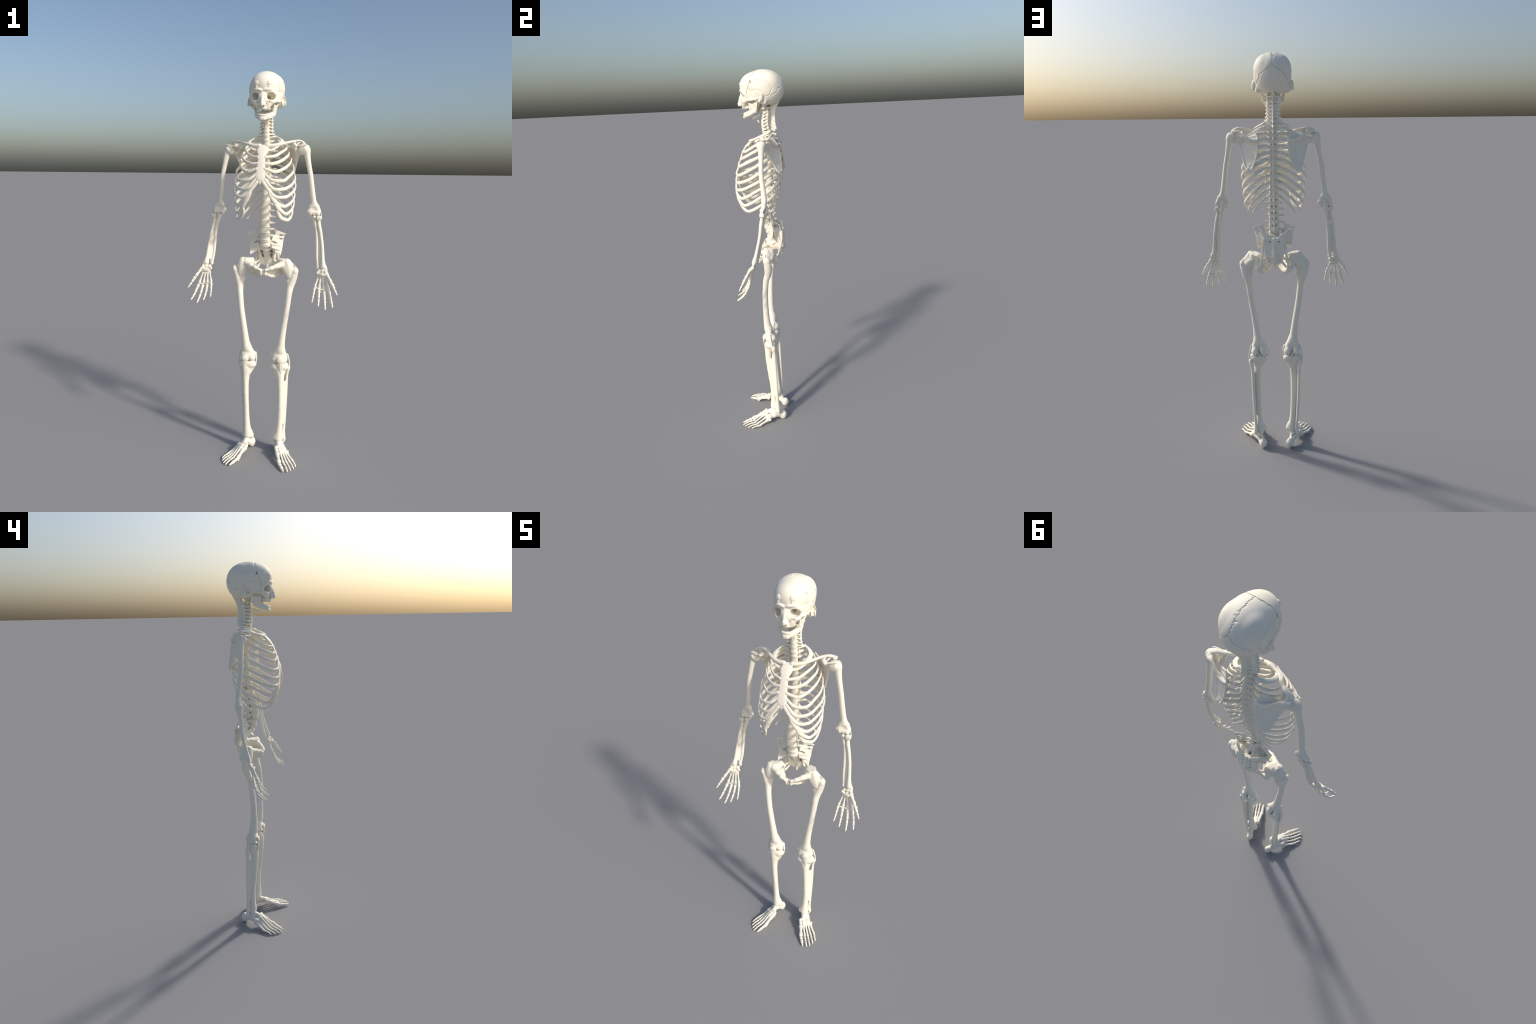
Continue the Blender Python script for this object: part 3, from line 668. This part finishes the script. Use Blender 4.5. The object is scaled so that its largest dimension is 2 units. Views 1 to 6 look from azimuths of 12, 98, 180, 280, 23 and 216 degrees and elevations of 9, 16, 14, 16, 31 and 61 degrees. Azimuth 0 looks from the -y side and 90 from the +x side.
# face block
S.ell((0, -.040, 1.862), (.046, .030, .040), .012)
S.chain([(0,-.060,1.884,.016),(0,-.074,1.860,.011)], .008)
for sx in (-1, 1):
    S.tube([(sx*.005,-.0745,1.8945,.0050),(sx*.020,-.0750,1.8985,.0045),(sx*.034,-.0705,1.8995,.0038),(sx*.047,-.0610,1.8965,.0030)], 20, .005)
    S.tube([(sx*.012,-.066,1.886,.0045),(sx*.034,-.065,1.890,.0042),(sx*.052,-.054,1.886,.0042),(sx*.057,-.045,1.876,.0048)], 18, .006)        # brow
    S.chain([(sx*.057,-.044,1.885,.0055),(sx*.0565,-.040,1.866,.0055),(sx*.054,-.040,1.850,.0075)], .006)      # outer rim
    S.chain([(sx*.054,-.040,1.850,.0080),(sx*.040,-.058,1.846,.0075),(sx*.022,-.066,1.850,.0065)], .007)       # lower rim
    S.chain([(sx*.054,-.038,1.849,.0062),(sx*.066,-.012,1.849,.0038),(sx*.071,.012,1.853,.0042),(sx*.073,.022,1.858,.005)], .005, sc=(1.2, 1, .85))  # cheek arch
    S.chain([(sx*.045,-.050,1.842,.009),(sx*.028,-.056,1.830,.010),(sx*.022,-.060,1.818,.009)], .010)          # upper jaw sides
    S.ell((sx*.011, -.071, 1.858), (.0105, .012, .024), .008)
S.chain([(0,-.072,1.884,.0075),(0,-.079,1.864,.0075),(0,-.086,1.846,.0075)], .006)                            # bridge of the nose
# upper dental arch
arch = [(-.026,-.030,1.815),(-.025,-.046,1.814),(-.016,-.062,1.813),(0,-.068,1.813),(.016,-.062,1.813),(.025,-.046,1.814),(.026,-.030,1.815)]
S.tube([(*p, .0062) for p in arch], 30, .004)
S.fan([(0,-.05,1.826),(-.024,-.030,1.824),(-.016,-.06,1.822),(0,-.066,1.822),(.016,-.06,1.822),(.024,-.030,1.824)], .006, .006)
S.ell((0, -.005, 1.838), (.022, .030, .016), .010)
for sx in (-1, 1): S.ell((sx*.019, .046, 1.824), (.010, .015, .013), .006)
# orbits, temporal hollows, ear canals
for sx in (-1, 1):
    S.ell((sx*.0365, -.054, 1.8685), (.0190, .026, .0185), .003, "s", p=2.15)
    S.cap((sx*.034, -.050, 1.868), (sx*.018, -.012, 1.868), .0165, .004, .006, "s")
    S.ell((sx*.055, -.008, 1.832), (.016, .024, .016), .006, "s")
    S.cap((sx*.090, .031, 1.848), (sx*.055, .028, 1.848), .0042, .0035, .002, "s")
    S.cap((sx*.032, -.075, 1.841), (sx*.030, -.05, 1.843), .0022, .0018, .001, "s")
    # forehead bosses and their small lower mates
    S.ell((sx*.0315, -.0722, 1.928), (.0120, .0048, .0120), .0012, rot=[[.93, sx*.36, 0], [-sx*.36, .93, 0], [0, 0, 1]])
    S.ell((sx*.030, -.0735, 1.912), (.006, .003, .005), .002)
# sutures: jagged grooves on the outer surface
def poly_dist(U, V, P):
    best = None
    for (a, b), (c, d) in zip(P[:-1], P[1:]):
        L = (c-a)**2+(d-b)**2; t = np.clip(((U-f32(a))*f32(c-a)+(V-f32(b))*f32(d-b))/f32(L), 0, 1)
        e = (U-f32(a)-t*f32(c-a))**2+(V-f32(b)-t*f32(d-b))**2
        best = e if best is None else np.minimum(best, e)
    return np.sqrt(best)
def jag(P, amp, step, seed):
    rng = np.random.default_rng(seed); out = []
    for (a, b), (c, d) in zip(P[:-1], P[1:]):
        L = math.hypot(c-a, d-b); n = max(1, int(L/step))
        for i in range(n):
            t = i/n; o = rng.uniform(-amp, amp) if (i or out) else 0
            out.append((a+(c-a)*t-(d-b)/L*o, b+(d-b)*t+(c-a)/L*o))
    return out+[P[-1]]
X = S.ax[0][:, None, None]; Y = S.ax[1][None, :, None]; Zg = S.ax[2][None, None, :]
outer_d = S.d.copy()
def groove(g, w, depth):
    carve = np.maximum(g-f32(w), -(outer_d+f32(depth)))
    S.d = np.maximum(S.d, -carve)
side = np.abs(X) > .035
coronal = jag([(.012,2.004),(.003,1.988),(-.008,1.970),(-.013,1.941),(-.021,1.926),(-.032,1.897),(-.036,1.880)], .0016, .006, 1)
squam = jag([(-.020,1.928),(-.012,1.942),(.023,1.945),(.049,1.944),(.085,1.927),(.097,1.899),(.082,1.868),(.061,1.863)], .0008, .008, 2)
squam2 = jag([(-.022,1.898),(-.001,1.896),(.015,1.901),(.043,1.892),(.055,1.880),(.061,1.863)], .001, .008, 3)
lamb_side = jag([(.082,1.868),(.111,1.877),(.127,1.896)], .0018, .006, 4)
g = poly_dist(Y, Zg, coronal); groove(np.where(np.abs(X) > .0, g, 1), .0015, .0030)
for P, w in ((squam, .0014), (squam2, .0011)):
    g = np.where(side, poly_dist(Y, Zg, P), f32(1)); groove(g, w, .0028)
mast = [(.061,1.863),(.070,1.850),(.068,1.832)]
groove(np.where(side, poly_dist(Y, Zg, mast), f32(1)), .0010, .002)
lamb = jag([(.0,1.940),(.016,1.926),(.036,1.915),(.056,1.900),(.066,1.872),(.072,1.862)], .002, .006, 5)
groove(np.where(Y > .085, poly_dist(np.abs(X), Zg, lamb), f32(1)), .0015, .0032)
zig = .0018*np.sign(np.sin(Y*760.0))*np.abs(np.sin(Y*760.0))**.6+.0016*np.sin(Y*190.0)
groove(np.where((Zg > 1.935) & (Y > .004), np.abs(X-zig.astype(f32)), f32(1)), .0015, .0030)
for sx in (-1, 1):
    S.ell((sx*.0665, -.014, 1.938), (.014, .0034, .0085), .001, "s", rot=[[1,0,0],[0,.9,.43],[0,-.43,.9]])   # gap in the coronal suture
for y, x, sg in ((.100,.006,1),(.113,-.006,1),(.085,.005,1),(.06,-.004,-1)):
    z = 1.905+.095*math.sqrt(max(0, 1-((y-.04)/.1125)**2))+.001
    S.ell((x, y, z+.0015), (.006,.003,.0030), .003, "s")
cran = S.make("skull")

# nose cartilage
S = Solid((-.025,-.106,1.812), (.025,-.055,1.862), .0012)
S.chain([(0,-.082,1.850,.0075),(0,-.0885,1.834,.0080),(0,-.0905,1.8265,.0062)], .004)
for sx in (-1, 1):
    S.ell((sx*.0095,-.0815,1.8275), (.0075,.010,.0075), .003); S.chain([(sx*.005,-.082,1.845,.005),(sx*.011,-.076,1.832,.006)], .004)
    S.ell((sx*.0075,-.083,1.819), (.0032,.006,.005), .002, "s")
S.cap((0,-.072,1.822), (0,-.088,1.822), .0022, .002, .003)
S.make("nose_cartilage", CART, cran)

# lower jaw, hanging open
S = Solid((-.066,-.080,1.748), (.066,.034,1.862), .0015)
arch = [(.0465,.004,1.797,.0075),(.041,-.014,1.787,.0085),(.032,-.032,1.779,.0088),(.0225,-.048,1.7735,.0085),(.011,-.058,1.7705,.0082),(0,-.061,1.770,.0080)]
for sx in (-1, 1):
    S.tube([(sx*x, y, z, r) for x, y, z, r in arch], 24, .004, sc=(1.25, 1.1, .92))
    S.tube([(sx*.036,-.030,1.792,.0045),(sx*.027,-.046,1.786,.0045),(sx*.015,-.060,1.782,.0045),(0,-.064,1.781,.0045)], 14, .004)
    S.fan([(sx*.046,.004,1.788),(sx*.050,.010,1.815),(sx*.057,.016,1.838),(sx*.052,-.010,1.826),(sx*.050,-.028,1.831),(sx*.046,-.026,1.808),(sx*.039,-.030,1.792),(sx*.041,-.020,1.782)], .0030, .004)
    S.chain([(sx*.057,.015,1.835,.0045),(sx*.060,.018,1.846,.0060)], .003)
    S.cap((sx*.054,.018,1.846), (sx*.066,.017,1.846), .0045, .0042, .003)
    S.cap((sx*.050,-.027,1.828), (sx*.046,-.025,1.808), .0035, .0042, .004)
    S.cap((sx*.024,-.066,1.7725), (sx*.022,-.055,1.7725), .0016, .0016, .001, "s")
S.chain([(-.008,-.064,1.762,.0055),(.008,-.064,1.762,.0055)], .006)
S.chain([(-.024,-.0640,1.7755,.0026),(-.012,-.0715,1.7745,.0034),(.012,-.0715,1.7745,.0034),(.024,-.0640,1.7755,.0026)], .003, "s")
jaw = S.make("lower_jaw", parent=cran)

# worn teeth: short stumps on both arches
rng = np.random.default_rng(7)
def teeth(arch_pts, n, zoff, r, parent, up):
    C = spline(arch_pts, n)
    for i, p in enumerate(C):
        rr = r*rng.uniform(.85, 1.1)*(1.15 if i < 3 or i > n-4 else .9); L = .0042*rng.uniform(.7, 1.15)
        a = p+np.array([0, 0, zoff]); b = a+np.array([0, 0, L*up])
        Cn = a+(b-a)*np.linspace(0, 1, 5)[:, None]
        v, f = loft(Cn, np.linspace(rr, rr*.75, 5), np.linspace(rr*.9, rr*.8, 5), np.tile([0, 1., 0], (5, 1)), 10, 2.4)
        add("tooth", v, f, BONE, parent)
teeth([(-.026,-.032,1.810),(-.025,-.046,1.809),(-.016,-.062,1.808),(0,-.069,1.808),(.016,-.062,1.808),(.025,-.046,1.809),(.026,-.032,1.810)], 14, 0, .0030, cran, -.6)
teeth([(-.036,-.030,1.795),(-.027,-.046,1.789),(-.015,-.060,1.785),(0,-.064,1.784),(.015,-.060,1.785),(.027,-.046,1.789),(.036,-.030,1.795)], 14, 0, .0026, jaw, .5)

# ears: thin shells of cartilage
S = Solid((.066, .005, 1.822), (.105, .060, 1.890), .0011)
S.ell((.0850, .0385, 1.858), (.0125, .0150, .0235), .001, rot=[[.92,.38,0],[-.38,.92,0],[0,0,1]])
S.ell((.0890, .0300, 1.858), (.0125, .0150, .0220), .002, "s", rot=[[.92,.38,0],[-.38,.92,0],[0,0,1]])
S.chain([(.0945,.037,1.856,.0022),(.0955,.036,1.843,.0022),(.094,.034,1.833,.0012)], .003)
S.chain([(.080,.032,1.852,.004),(.0805,.029,1.842,.0045),(.080,.027,1.835,.002)], .003)
S.chain([(.074,.034,1.872,.003),(.078,.036,1.856,.003),(.076,.034,1.842,.003)], .003)
ob = S.make("ear_cartilage", CART, cran); mirror_of(ob, cran)

# styloid needles, tongue bone and a chip of throat cartilage
for sx in (1,):
    C = spline([(.048,.030,1.838),(.046,.020,1.818),(.043,.012,1.797)], 14)
    v, f = loft(C, np.linspace(.0028,.0012,14), np.linspace(.0028,.0012,14), np.tile([1.,0,0],(14,1)), 8); ob = add("styloid_needle", v, f, BONE, cran); mirror_of(ob, cran)
S = Solid((-.024,-.026,1.742), (.024,.026,1.782), .0012)
for sx in (-1, 1):
    S.tube([(0,-.020,1.755,.0040),(sx*.009,-.017,1.756,.0036),(sx*.014,-.004,1.762,.0028),(sx*.017,.010,1.768,.0022),(sx*.018,.020,1.773,.0020)], 18, .003)
    S.chain([(sx*.010,-.017,1.757,.0025),(sx*.012,-.012,1.767,.0016)], .003)
S.make("tongue_bone")
S = Solid((.004,0,1.725), (.022,.022,1.752), .001); S.chain([(.013,.008,1.746,.0020),(.013,.011,1.740,.0026),(.012,.012,1.733,.0022)], .002); S.cap((.013,.011,1.741), (.014,.005,1.744), .0018, .0012, .002)
both(S.make("throat_cartilage", CART))
